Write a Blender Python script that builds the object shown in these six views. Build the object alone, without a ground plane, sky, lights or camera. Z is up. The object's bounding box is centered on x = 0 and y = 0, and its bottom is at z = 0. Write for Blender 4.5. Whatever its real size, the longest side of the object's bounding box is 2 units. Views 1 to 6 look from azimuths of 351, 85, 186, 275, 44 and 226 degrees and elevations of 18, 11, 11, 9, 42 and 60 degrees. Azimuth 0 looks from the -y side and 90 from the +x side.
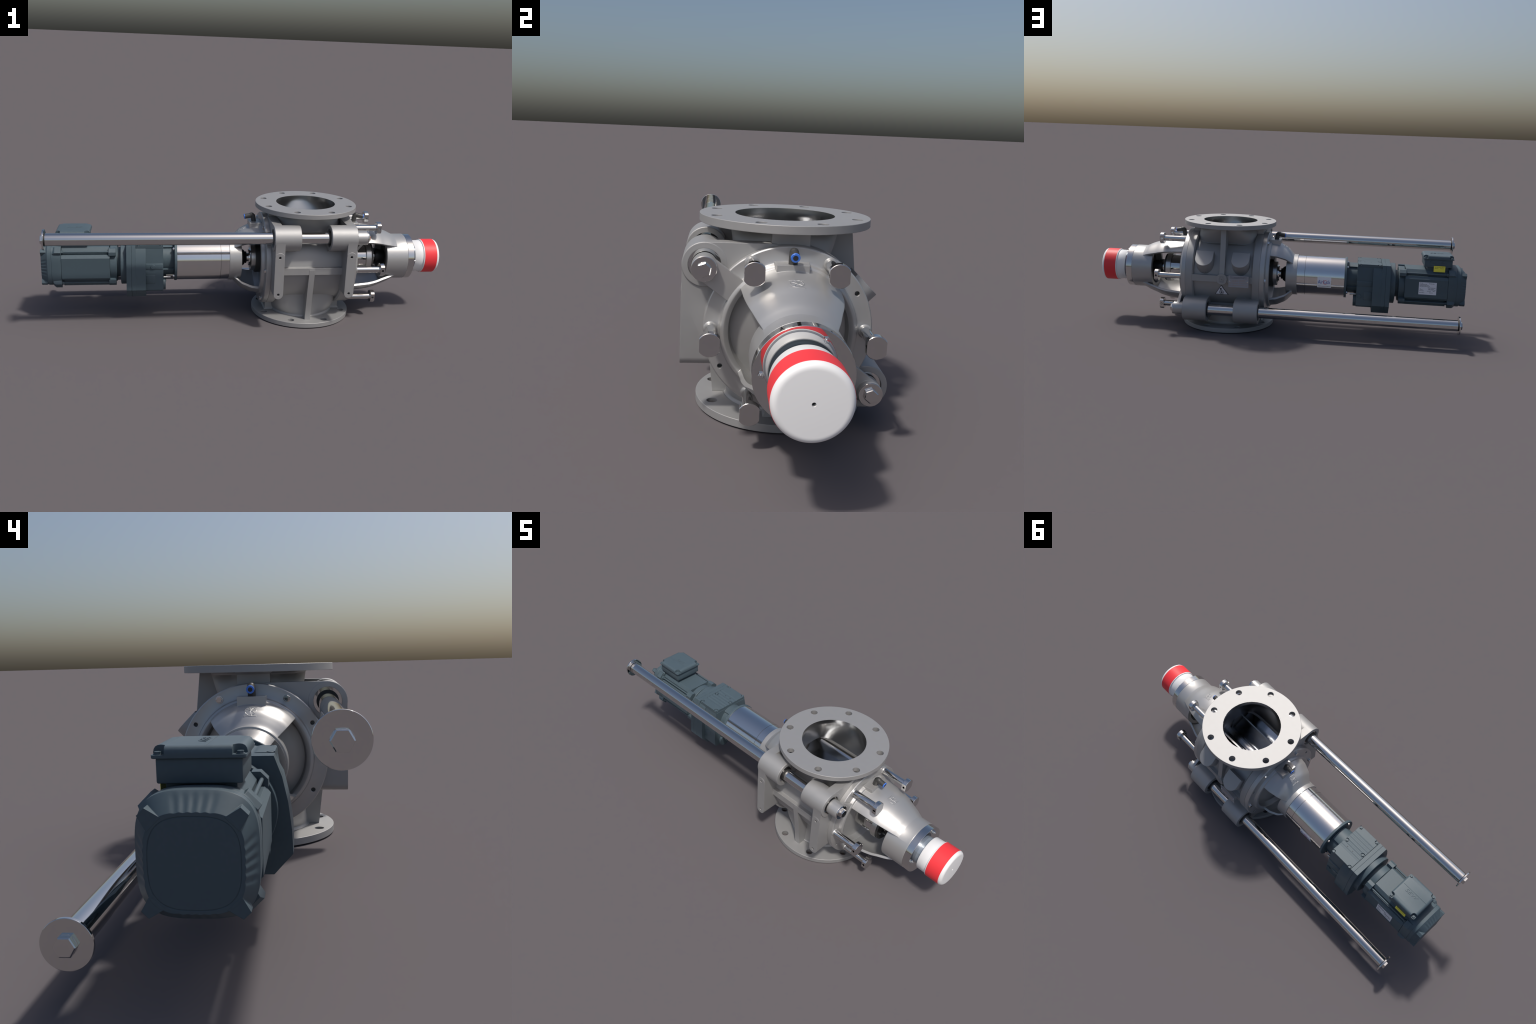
"""Rotary airlock valve with geared motor on pull-out guide rods, built part by part."""
import bpy, bmesh, math, random
from math import pi, sin, cos, radians, hypot, atan2
from mathutils import Vector, Matrix

random.seed(7)
TAU = 2 * pi
ZC = 0.289            # height of the rotor axis
XC = 0.285            # middle of the valve along the rotor axis
ROD = (0.2305, 0.1695)  # guide rod offset from the rotor axis (y, z)

for o in list(bpy.data.objects):
    bpy.data.objects.remove(o, do_unlink=True)
COLL = bpy.context.scene.collection


# ------------------------------------------------------------------ materials
def material(name, color, metallic=0.0, rough=0.5, bevel=0.0, noise=0.0, noise_scale=60.0,
             rough_var=0.0, bump=0.0, bump_scale=900.0, coat=0.0, spec=0.5, aniso=0.0):
    m = bpy.data.materials.new(name)
    m.use_nodes = True
    nt = m.node_tree
    b = nt.nodes["Principled BSDF"]
    b.inputs["Base Color"].default_value = (*color, 1)
    b.inputs["Metallic"].default_value = metallic
    b.inputs["Roughness"].default_value = rough
    b.inputs["Coat Weight"].default_value = coat
    b.inputs["Specular IOR Level"].default_value = spec
    L = nt.links.new
    co = nt.nodes.new("ShaderNodeTexCoord")
    if noise or rough_var:
        n = nt.nodes.new("ShaderNodeTexNoise")
        n.inputs["Scale"].default_value = noise_scale
        n.inputs["Detail"].default_value = 4
        L(co.outputs["Object"], n.inputs["Vector"])
        if noise:
            r = nt.nodes.new("ShaderNodeValToRGB")
            r.color_ramp.elements[0].position = 0.3
            r.color_ramp.elements[1].position = 0.7
            r.color_ramp.elements[0].color = (*[c * (1 - noise) for c in color], 1)
            r.color_ramp.elements[1].color = (*[min(1, c * (1 + noise)) for c in color], 1)
            L(n.outputs["Fac"], r.inputs["Fac"])
            L(r.outputs["Color"], b.inputs["Base Color"])
        if rough_var:
            mr = nt.nodes.new("ShaderNodeMapRange")
            mr.inputs["From Min"].default_value = 0.3
            mr.inputs["From Max"].default_value = 0.7
            mr.inputs["To Min"].default_value = rough - rough_var
            mr.inputs["To Max"].default_value = rough + rough_var
            L(n.outputs["Fac"], mr.inputs["Value"])
            L(mr.outputs["Result"], b.inputs["Roughness"])
    normal = None
    if bevel:
        bv = nt.nodes.new("ShaderNodeBevel")
        bv.samples = 6
        bv.inputs["Radius"].default_value = bevel
        normal = bv.outputs["Normal"]
    if bump:
        n2 = nt.nodes.new("ShaderNodeTexNoise")
        n2.inputs["Scale"].default_value = bump_scale
        L(co.outputs["Object"], n2.inputs["Vector"])
        bp = nt.nodes.new("ShaderNodeBump")
        bp.inputs["Strength"].default_value = bump
        bp.inputs["Distance"].default_value = 0.0005
        L(n2.outputs["Fac"], bp.inputs["Height"])
        if normal:
            L(normal, bp.inputs["Normal"])
        normal = bp.outputs["Normal"]
    if normal:
        L(normal, b.inputs["Normal"])
    return m


CAST = material("blasted_cast_steel", (0.385, 0.383, 0.382), 0.55, 0.58, bevel=0.0027, noise=0.015, noise_scale=25, rough_var=0.015)
MACH = material("machined_flange_steel", (0.385, 0.383, 0.382), 0.55, 0.60, bevel=0.001, noise=0.01, noise_scale=40)
BORE = material("smooth_bore_steel", (0.44, 0.44, 0.435), 1.0, 0.29, noise=0.02, noise_scale=15)
COVER = material("smooth_cover_steel", (0.46, 0.457, 0.453), 0.58, 0.38, bevel=0.003, noise=0.01, noise_scale=30)
CHROME = material("polished_steel", (0.66, 0.655, 0.645), 1.0, 0.035, bevel=0.0008)
DRUM = material("turned_steel", (0.76, 0.755, 0.745), 1.0, 0.12, noise=0.01, noise_scale=20)
SKYTINT = material("sky_tinted_steel", (0.30, 0.35, 0.41), 0.5, 0.2)  # polished neck steel, blue sky reflection tinted into the base colour
VANE = material("dull_rotor_steel", (0.50, 0.51, 0.53), 1.0, 0.16)
SATIN = material("satin_steel", (0.66, 0.655, 0.64), 1.0, 0.33, bevel=0.001)
PAINT = material("blue_grey_paint", (0.070, 0.102, 0.122), 0.0, 0.5, bevel=0.0015, noise=0.03, noise_scale=120, spec=0.4)
BLACK = material("black_rubber", (0.012, 0.012, 0.013), 0.0, 0.45)
DARK = material("dark_bore", (0.02, 0.02, 0.021), 0.0, 0.6)
GREYP = material("dark_grey_plastic", (0.045, 0.045, 0.044), 0.0, 0.45, bevel=0.001)
BLUEP = material("blue_plastic", (0.05, 0.185, 0.68), 0.0, 0.4)
WHITE = material("white_plastic", (0.82, 0.82, 0.82), 0.0, 0.45, spec=0.4)
RED = material("red_plastic", (0.86, 0.045, 0.055), 0.0, 0.48, spec=0.4)
LABEL = material("silver_label", (0.74, 0.74, 0.80), 0.0, 0.45)
DRUMLABEL = material("pale_label", (0.86, 0.86, 0.90), 0.0, 0.4)
PLATE = material("grey_name_plate", (0.34, 0.34, 0.37), 0.1, 0.42)
YELLOW = material("yellow_label", (0.95, 0.84, 0.08), 0.0, 0.5)
INK = material("dark_ink", (0.045, 0.05, 0.065), 0.0, 0.6)
PRINT = material("grey_print", (0.20, 0.20, 0.22), 0.0, 0.6)
RUSTINK = material("brown_ink", (0.40, 0.29, 0.23), 0.0, 0.6)
BLUEINK = material("blue_ink", (0.035, 0.09, 0.42), 0.0, 0.5)
REDINK = material("red_ink", (0.75, 0.09, 0.11), 0.0, 0.5)
YELLOWINK = material("olive_ink", (0.40, 0.36, 0.05), 0.0, 0.6)


# ------------------------------------------------------------------ mesh helpers
def bm_from(verts, faces):
    bm = bmesh.new()
    vs = [bm.verts.new(v) for v in verts]
    for f in faces:
        try:
            bm.faces.new([vs[i] for i in f])
        except ValueError:
            pass
    bmesh.ops.recalc_face_normals(bm, faces=bm.faces)
    return bm


def lathe(profile, seg=96, y=0.0, z=ZC, x=0.0, axis='x', closed=False, start=0.0, end=TAU):
    """Surface of revolution. profile: (station, radius). closed: a ring solid."""
    full = abs(end - start - TAU) < 1e-6
    n = seg if full else seg + 1
    verts, rows = [], []

    def put(s, r, a):
        c, d = r * cos(a), r * sin(a)
        if axis == 'x':
            return (x + s, y + c, z + d)
        if axis == 'z':
            return (x + c, y + d, z + s)
        return (x + d, y + s, z + c)
    for s, r in profile:
        if r < 1e-7:
            rows.append([len(verts)])
            verts.append(put(s, 0, 0))
        else:
            rows.append(list(range(len(verts), len(verts) + n)))
            for k in range(n):
                verts.append(put(s, r, start + (end - start) * k / (seg)))
    faces = []
    pairs = list(zip(rows, rows[1:])) + ([(rows[-1], rows[0])] if closed else [])
    for a, b in pairs:
        for k in range(n if full else n - 1):
            j = (k + 1) % n
            if len(a) == 1 and len(b) == 1:
                continue
            if len(a) == 1:
                faces.append((a[0], b[j], b[k]))
            elif len(b) == 1:
                faces.append((a[k], a[j], b[0]))
            else:
                faces.append((a[k], a[j], b[j], b[k]))
    if not full:
        faces.append([r[0] for r in rows])
        faces.append([r[-1] for r in rows][::-1])
    return bm_from(verts, faces)


def cyl(x0, x1, r, y=0.0, z=ZC, seg=64, axis='x', x=0.0, ch=0.0):
    d = 1 if x1 > x0 else -1
    if ch:
        prof = [(x0, 0), (x0, r - ch), (x0 + d * ch, r), (x1 - d * ch, r), (x1, r - ch), (x1, 0)]
    else:
        prof = [(x0, 0), (x0, r), (x1, r), (x1, 0)]
    return lathe(prof, seg, y, z, x, axis)


def ring(x0, x1, r0, r1, y=0.0, z=ZC, seg=96, axis='x', x=0.0, ch=0.0):
    if ch:
        prof = [(x0, r0), (x0, r1 - ch), (x0 + ch, r1), (x1 - ch, r1), (x1, r1 - ch), (x1, r0)]
    else:
        prof = [(x0, r0), (x0, r1), (x1, r1), (x1, r0)]
    return lathe(prof, seg, y, z, x, axis, closed=True)


def prism(outline, a0, a1, axis='x', taper=None):
    """Extrude a 2D outline. axis x: outline is (y,z); y: (x,z); z: (x,y)."""
    def put(p, a):
        return {'x': (a, p[0], p[1]), 'y': (p[0], a, p[1]), 'z': (p[0], p[1], a)}[axis]
    n = len(outline)
    o2 = outline
    if taper:
        cx = sum(p[0] for p in outline) / n
        cy = sum(p[1] for p in outline) / n
        o2 = [(cx + (p[0] - cx) * taper, cy + (p[1] - cy) * taper) for p in outline]
    verts = [put(p, a0) for p in outline] + [put(p, a1) for p in o2]
    faces = [list(range(n))[::-1], list(range(n, 2 * n))]
    for k in range(n):
        j = (k + 1) % n
        faces.append((k, j, n + j, n + k))
    return bm_from(verts, faces)


def box(x0, x1, y0, y1, z0, z1, bevel=0.0, seg=2):
    bm = prism([(x0, y0), (x1, y0), (x1, y1), (x0, y1)], z0, z1, 'z')
    if bevel:
        bmesh.ops.bevel(bm, geom=list(bm.edges), offset=bevel, segments=seg, profile=0.5, affect='EDGES')
    return bm


def loft(sections, cap=True):
    """sections: list of equal-length loops of 3D points."""
    n = len(sections[0])
    verts = [p for s in sections for p in s]
    faces = []
    for i in range(len(sections) - 1):
        for k in range(n):
            j = (k + 1) % n
            faces.append((i * n + k, i * n + j, (i + 1) * n + j, (i + 1) * n + k))
    if cap:
        faces.append(list(range(n))[::-1])
        faces.append(list(range((len(sections) - 1) * n, len(sections) * n)))
    return bm_from(verts, faces)


def tube(path, r, seg=24, cap=True):
    secs = []
    pts = [Vector(p) for p in path]
    side = None
    for i, p in enumerate(pts):
        t = (pts[min(i + 1, len(pts) - 1)] - pts[max(i - 1, 0)]).normalized()
        if side is None:
            side = t.orthogonal().normalized()
        side = (side - t * side.dot(t)).normalized()
        up = t.cross(side)
        rr = r[i] if isinstance(r, (list, tuple)) else r
        secs.append([tuple(p + side * rr * cos(TAU * k / seg) + up * rr * sin(TAU * k / seg)) for k in range(seg)])
    return loft(secs, cap)


def hull2(c1, r1, c2, r2, n=24):
    """Convex outline around two circles (2D)."""
    pts = []
    for c, r in ((c1, r1), (c2, r2)):
        pts += [(c[0] + r * cos(TAU * k / (2 * n)), c[1] + r * sin(TAU * k / (2 * n))) for k in range(2 * n)]
    return convex(pts)


def convex(pts):
    pts = sorted(set((round(a, 6), round(b, 6)) for a, b in pts))

    def half(ps):
        h = []
        for p in ps:
            while len(h) > 1 and (h[-1][0] - h[-2][0]) * (p[1] - h[-2][1]) - (h[-1][1] - h[-2][1]) * (p[0] - h[-2][0]) <= 1e-12:
                h.pop()
            h.append(p)
        return h[:-1]
    return half(pts) + half(pts[::-1])


def turned(bm):
    """The same piece turned half round about the rotor axis."""
    b2 = bm.copy()
    bmesh.ops.rotate(b2, cent=(0, 0, ZC), matrix=Matrix.Rotation(pi, 3, 'X'), verts=b2.verts)
    return b2


def mirrored(bm, about=XC):
    """Mirror along x about the middle of the valve."""
    b2 = bm.copy()
    for v in b2.verts:
        v.co.x = 2 * about - v.co.x
    bmesh.ops.reverse_faces(b2, faces=b2.faces)
    return b2


def merge(bms):
    out = bmesh.new()
    for b in bms:
        me = bpy.data.meshes.new("tmp")
        b.to_mesh(me)
        out.from_mesh(me)
        bpy.data.meshes.remove(me)
    return out


ROOT = bpy.data.objects.new("rotary_airlock_valve", None)
COLL.objects.link(ROOT)
ROOT["label"] = "grey steel rotary valve with geared motor on guide rods"
ROOT["category"] = "rotary valve"


def obj(name, bm, mat, parent=None, loc=None, smooth=35):
    me = bpy.data.meshes.new(name)
    if isinstance(bm, list):
        bm = merge(bm)
    bm.to_mesh(me)
    bm.free()
    me.materials.append(mat)
    finish(me, smooth)
    o = bpy.data.objects.new(name, me)
    COLL.objects.link(o)
    o.parent = parent or ROOT
    if loc:
        o.location = loc
    return o


def finish(me, smooth=35):
    me.shade_smooth()
    me.set_sharp_from_angle(angle=radians(smooth))


def copies(o, places, rot=None):
    """Further copies of o sharing its mesh; o itself takes the first place."""
    out = [o]
    o.location = places[0]
    for i, p in enumerate(places[1:]):
        c = o.copy()
        COLL.objects.link(c)
        c.location = p
        out.append(c)
    if rot:
        for c, r in zip(out, rot):
            c.rotation_euler = r
    return out


def boolean(bm, others, op='UNION'):
    """Exact boolean of bm with each of others in turn; returns a bmesh."""
    def temp(b):
        me = bpy.data.meshes.new("t")
        b.to_mesh(me)
        o = bpy.data.objects.new("t", me)
        COLL.objects.link(o)
        return o
    base = temp(bm)
    tools = [temp(b) for b in others]
    for t in tools:
        md = base.modifiers.new("b", 'BOOLEAN')
        md.operation = op
        md.solver = 'MANIFOLD'
        md.object = t
    dg = bpy.context.evaluated_depsgraph_get()
    dg.update()
    me = bpy.data.meshes.new_from_object(base.evaluated_get(dg))
    out = bmesh.new()
    out.from_mesh(me)
    for o in [base] + tools:
        d = o.data
        bpy.data.objects.remove(o, do_unlink=True)
        bpy.data.meshes.remove(d)
    bpy.data.meshes.remove(me)
    return out


def circle_pts(r, n, phase=0.0):
    return [(r * cos(phase + TAU * k / n), r * sin(phase + TAU * k / n)) for k in range(n)]


def hexprism(h, r, hole=0.0):
    """Hexagon head standing on x=0 and pointing to +x, chamfered."""
    a = [(cos(TAU * k / 6) * r, sin(TAU * k / 6) * r) for k in range(6)]
    lo = [(0, *p) for p in a]
    hi = [(h * 0.86, *p) for p in a]
    top = [(h, p[0] * 0.88, p[1] * 0.88) for p in a]
    return loft([lo, hi, top])


def text_mesh(body, size, extrude, shear=0.0):
    cu = bpy.data.curves.new("lettering", 'FONT')
    cu.body = body
    cu.size = size
    cu.extrude = extrude
    cu.shear = shear
    cu.align_x = 'CENTER'
    cu.align_y = 'CENTER'
    o = bpy.data.objects.new("lettering", cu)
    COLL.objects.link(o)
    dg = bpy.context.evaluated_depsgraph_get()
    dg.update()
    me = bpy.data.meshes.new_from_object(o.evaluated_get(dg))
    bm = bmesh.new()
    bm.from_mesh(me)
    bpy.data.objects.remove(o, do_unlink=True)
    bpy.data.curves.remove(cu)
    bpy.data.meshes.remove(me)
    return bm


def place(bm, origin, right, up):
    """Lay a flat piece drawn in xy (z out) onto a plane."""
    r, u = Vector(right).normalized(), Vector(up).normalized()
    n = r.cross(u)
    m = Matrix((r, u, n)).transposed().to_4x4()
    m.translation = Vector(origin)
    bm.transform(m)
    return bm


# ------------------------------------------------------------------ valve housing
X0, X1 = 0.0868, 0.4832       # housing ends
BAND = 0.043                  # width of the end bands
R_FL, R_CAS = 0.2305, 0.212


def inlet_section(t, grow, n=96, wide=(0.106, 0.134), e_max=5.2):
    """Inlet duct section from round (t=0, at the flange) to a rounded slot (t=1, at the casing)."""
    pts = []
    e = 2 + (e_max - 2) * t
    ax = (0.1475 + grow) * (1 - t) + (0.152 + grow) * t
    ay0 = (0.1475 + grow) * (1 - t) + (wide[0] + grow) * t    # towards +y
    ay1 = (0.1475 + grow) * (1 - t) + (wide[1] + grow) * t    # towards -y
    for k in range(n):
        a = TAU * k / n
        c, s = cos(a), sin(a)
        u = math.copysign(abs(c) ** (2 / e), c) * ax
        v = math.copysign(abs(s) ** (2 / e), s) * (ay0 if s > 0 else ay1)
        pts.append((XC + u, v))
    return pts


def duct(grow, z_flange, flare=0.0, z_deep=0.40, steps=10, wide=(0.106, 0.134)):
    secs = []
    if flare:
        for k in range(6):
            q = k / 6
            f = flare * (1 - sin(q * pi / 2))
            secs.append([(p[0], p[1], z_flange - flare * (1 - cos(q * pi / 2))) for p in inlet_section(0, grow + f)])
        z_flange -= flare
    for k in range(steps + 1):
        t = k / steps
        secs.append([(p[0], p[1], z_flange + (0.455 - z_flange) * t) for p in inlet_section(t, grow, wide=wide)])
    secs.append([(p[0], p[1], z_deep) for p in inlet_section(1, grow, wide=wide)])
    return loft(secs)


def rounded_port():
    """D-shaped inspection boss facing up and outwards at 45 degrees."""
    n, t = (0.7071, 0.7071), (0.7071, -0.7071)   # (y,z)
    pts = [(-0.0475, 0.0405), (-0.0475, 0.0872)]
    pts += [(-0.0475 * cos(pi * k / 20), 0.0872 + 0.0475 * sin(pi * k / 20)) for k in range(1, 20)]
    pts += [(0.0475, 0.0872), (0.0475, 0.0405)]
    out = []
    for d in (0.13, 0.2385, 0.2405):
        s = 0.0 if d < 0.24 else 0.0015
        out.append([(u * (1 - s * 20), n[0] * d + t[0] * (v - s * 0.2), ZC + n[1] * d + t[1] * (v - s * 0.2)) for u, v in pts])
    return loft(out)


def build_housing():
    parts = []
    for x0, x1, flip in ((X0, X0 + BAND, 1), (X1 - BAND, X1, -1)):
        c = 0.007
        prof = [(x0, 0), (x0, R_FL - (0 if flip > 0 else c)), (x0 + (0 if flip > 0 else c), R_FL),
                (x1 - (c if flip > 0 else 0), R_FL), (x1, R_FL - (c if flip > 0 else 0)), (x1, 0)]
        parts.append(lathe(prof, 120))
    neck = duct(0.0125, 0.5535, flare=0.009)
    parts += [neck, turned(duct(0.0125, 0.5535, flare=0.009, wide=(0.138, 0.138)))]
    bar = box(X0 + BAND - 0.006, X1 - BAND + 0.006, 0.10, 0.2312, 0.2715, 0.3065)
    parts += [bar, turned(bar)]
    rib = prism([(0.13, 0.5533), (0.2005, 0.5533), (0.216, 0.414), (0.2318, 0.31), (0.2318, 0.28), (0.13, 0.28)],
                XC - 0.014, XC + 0.014, 'x')
    parts += [rib, turned(rib)]
    web = loft([[(X0 + 0.006 - g, -0.052 - g, z), (X1 - 0.006 + g, -0.052 - g, z), (X1 - 0.006 + g, 0.052 + g, z), (X0 + 0.006 - g, 0.052 + g, z)]
                for z, g in ((0.5533, 0.006), (0.546, 0.0), (0.0322, 0.0), (0.0247, 0.006))])
    parts.append(web)
    for dx in (-0.0968, 0.0968):
        p = rounded_port()
        bmesh.ops.translate(p, vec=(XC + dx, 0, 0), verts=p.verts)
        parts.append(p)
    # medallion on the bar
    parts.append(cyl(0.15, 0.2365, 0.029, axis='y', x=XC, z=ZC, seg=48))
    # guide rod bosses with their webs
    up, lo = (-ROD[0], ZC + ROD[1]), (ROD[0], ZC - ROD[1])
    for x0, x1 in ((0.0852, 0.2125), (0.3575, 0.4848)):
        for c in (up, lo):
            prof = [(x0, 0), (x0, 0.0595), (x0 + 0.002, 0.0615), (x1 - 0.002, 0.0615), (x1, 0.0595), (x1, 0)]
            parts.append(lathe(prof, 64, y=c[0], z=c[1]))
    for x0, x1 in ((X0 - 0.0006, X0 + BAND - 0.002), (X1 - BAND + 0.002, X1 + 0.0006)):
        parts.append(prism(hull2(up, 0.0611, (-0.05, up[1]), 0.0611), x0, x1, 'x'))
    for x0, x1 in ((X0 + BAND - 0.004, 0.206), (0.364, X1 - BAND + 0.004)):
        parts.append(prism(hull2(up, 0.034, (-0.10, ZC + 0.074), 0.05), x0, x1, 'x'))
    for x0, x1 in ((0.0858, 0.2118), (0.3582, 0.4842)):
        parts.append(prism(hull2(lo, 0.0611, (0.12, lo[1] + 0.004), 0.0611), x0, x1, 'x'))
    # mounting feet on the front: upright bars with a rounded lower end
    for xc in (0.1122, 0.4578):
        r = 0.0228
        pts = [(xc - r, 0.45), (xc - r, 0.1965)]
        pts += [(xc - r * cos(pi * k / 16), 0.1965 - r * sin(pi * k / 16)) for k in range(1, 16)]
        pts += [(xc + r, 0.1965), (xc + r, 0.45)]
        parts.append(prism(pts, -0.2912, -0.10, 'y'))
        pts = [(xc - r * cos(pi * k / 20), 0.381 + r * sin(pi * k / 20)) for k in range(21)]
        pts += [(xc + r * 0.995, 0.197)]
        pts += [(xc + r * 0.995 * cos(pi * k / 20), 0.1965 - r * 0.995 * sin(pi * k / 20)) for k in range(1, 21)]
        parts.append(prism(pts, -0.2922, -0.28, 'y'))
    body = boolean(cyl(X0 + 0.01, X1 - 0.01, R_CAS, seg=120), parts, 'UNION')
    # hollow it out
    cuts = [cyl(X0 - 0.02, X1 + 0.02, 0.1835, seg=120)]
    d = duct(0.0, 0.5536, z_deep=0.36, wide=(0.1096, 0.1256))
    cuts += [d, turned(d)]
    for c in (up, lo):
        for x0, x1 in ((0.06, 0.2325), (0.3375, 0.51)):
            cuts.append(cyl(x0, x1, 0.0445, y=c[0], z=c[1]))
    for x in (0.1122, 0.4578):
        for z in (0.381, 0.1967):
            cuts.append(cyl(-0.31, -0.27, 0.0062, axis='y', x=x, z=z, seg=20))
    return boolean(body, cuts, 'DIFFERENCE')


housing = obj("valve_housing", build_housing(), CAST, smooth=38)


def pipe_flange(z0, z1):
    prof = [(z0, 0.1475), (z0, 0.2505), (z0 + 0.001, 0.2515), (z1 - 0.001, 0.2515), (z1, 0.2505), (z1, 0.1475)]
    bm = lathe(prof, 96, x=XC, y=0, z=0, axis='z', closed=True)
    holes = [cyl(z0 - 0.01, z1 + 0.01, 0.0163, axis='z', x=XC + a, y=b, z=0, seg=32) for a, b in circle_pts(0.2172, 8, pi / 8)]
    return boolean(bm, holes, 'DIFFERENCE')


obj("inlet_flange", pipe_flange(0.5535, 0.5768), MACH, housing)
obj("outlet_flange", pipe_flange(0.0012, 0.0245), MACH, housing)
obj("shadow_gap_ring", ring(0.0, 0.0012, 0.1475, 0.1960, axis='z', x=XC, z=0), DARK, housing)  # near-black ring modelled for the shadow line between flange and ground

# smooth liner of the inlet and outlet (a thin skin just inside the duct)
def liner():
    """Bore skin: round at the flange, narrowing to the slot above the rotor."""
    secs_o, secs_i = [], []
    zs = [(0.5766, 0.0), (0.565, 0.0)] + [(0.5535 + (0.458 - 0.5535) * k / 12, k / 12) for k in range(13)]
    slot = (0.1085, 0.1245)
    for i, (z, t) in enumerate(zs):
        secs_o.append([(p[0], p[1], z) for p in inlet_section(t, -0.0002, wide=slot, e_max=4.4)])
        secs_i.append([(p[0], p[1], z) for p in inlet_section(t, -0.00024 if i == 0 else -0.0007, wide=slot, e_max=4.4)])
    secs_o[-1] = [(p[0], p[1], 0.458) for p in inlet_section(1, 0.024, wide=slot, e_max=4.4)]
    secs = secs_o + secs_i[::-1]
    secs.append(secs_o[0])
    bm = loft(secs, cap=False)
    bmesh.ops.remove_doubles(bm, verts=bm.verts, dist=1e-6)
    bmesh.ops.recalc_face_normals(bm, faces=bm.faces)
    return bm


ln = liner()
obj("duct_liner", [ln.copy(), turned(ln)], BORE, housing)
ln.free()

# ------------------------------------------------------------------ rotor
vanes = []
for k in range(8):
    a = radians(18 + 45 * k)
    d, s = (cos(a), sin(a)), (-sin(a), cos(a))
    outl = []
    for r, w in ((0.03, 0.0065), (0.168, 0.0065), (0.181, 0.0015)):
        outl.append((d[0] * r + s[0] * w, ZC + d[1] * r + s[1] * w))
    for r, w in ((0.181, 0.0065), (0.03, 0.0065)):
        outl.append((d[0] * r - s[0] * w, ZC + d[1] * r - s[1] * w))
    vanes.append(prism(outl, X0 + 0.013, X1 - 0.013, 'x'))
rotor = obj("rotor", vanes + [cyl(X0 + 0.002, X1 - 0.002, 0.052)], VANE)


# ------------------------------------------------------------------ end covers
def resample(profile, per=6):
    """Catmull-Rom through (x, r) points."""
    out = []
    p = [profile[0]] + profile + [profile[-1]]
    for i in range(1, len(p) - 2):
        for k in range(per):
            t = k / per
            out.append(tuple(0.5 * (2 * p[i][j] + (p[i + 1][j] - p[i - 1][j]) * t + (2 * p[i - 1][j] - 5 * p[i][j] + 4 * p[i + 1][j] - p[i + 2][j]) * t * t
                                    + (3 * p[i][j] - p[i - 1][j] - 3 * p[i + 1][j] + p[i + 2][j]) * t ** 3) for j in (0, 1)))
    out.append(profile[-1])
    return out


def lantern(profile, thick, a0, a1, seg=56):
    prof = resample(profile)
    loop = prof + [(x, r - thick) for x, r in prof][::-1]
    n = len(loop)
    secs = []
    for k in range(seg + 1):
        a = radians(a0 + (a1 - a0) * k / seg)
        secs.append([(x, r * cos(a), ZC + r * sin(a)) for x, r in loop])
    return loft(secs)


DOME = [(0.058, 0.181), (0.042, 0.1785), (0.024, 0.1755), (0.008, 0.1725), (-0.018, 0.1605), (-0.0375, 0.1505), (-0.055, 0.134), (-0.0705, 0.1175), (-0.0790, 0.1105)]
CONE = [(0.512, 0.181), (0.525, 0.178), (0.558, 0.1742), (0.61, 0.1688), (0.655, 0.1585), (0.6875, 0.146), (0.725, 0.1325), (0.745, 0.123), (0.762, 0.1155)]


def radius_at(profile, x):
    pts = sorted(resample(profile))
    for a, b in zip(pts, pts[1:]):
        if a[0] <= x <= b[0]:
            return a[1] + (b[1] - a[1]) * (x - a[0]) / max(b[0] - a[0], 1e-9)
    return pts[0][1] if x < pts[0][0] else pts[-1][1]


def flange_disc(face, back, raised):
    """Bolted cover: disc, raised rim ring and recessed wall. face/back/raised are x stations."""
    d = 1 if raised > face else -1
    prof = [(back, 0.183), (back, R_FL - 0.001), (back + d * 0.001, R_FL), (face - d * 0.003, R_FL), (face, R_FL - 0.003),
            (face, 0.1935), (face + d * 0.003, 0.188), (raised - d * 0.004, 0.1845), (raised, 0.1775), (raised, 0.1745),
            (raised - d * 0.006, 0.163), (face - d * 0.012, 0.158), (face - d * 0.0140, 0.150), (face - d * 0.0110, 0.125), (face - d * 0.004, 0.092), (face + d * 0.001, 0.070), (face + d * 0.001, 0.0),
            (back - d * 0.004, 0.0), (back - d * 0.004, 0.183)]
    return lathe(prof, 128, closed=True)


def holes_at(r, n, phase, x0, x1, rad):
    return [cyl(x0, x1, rad, y=a, z=ZC + b, seg=20) for a, b in circle_pts(r, n, phase)]


PCD = 0.2105
bolt_yz = [(PCD * sin(radians(60 * k + 30)), PCD * cos(radians(60 * k + 30))) for k in range(6)]
jack_yz = [(PCD * sin(radians(a)), PCD * cos(radians(a))) for a in (60, 120, 240, 300)]


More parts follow.
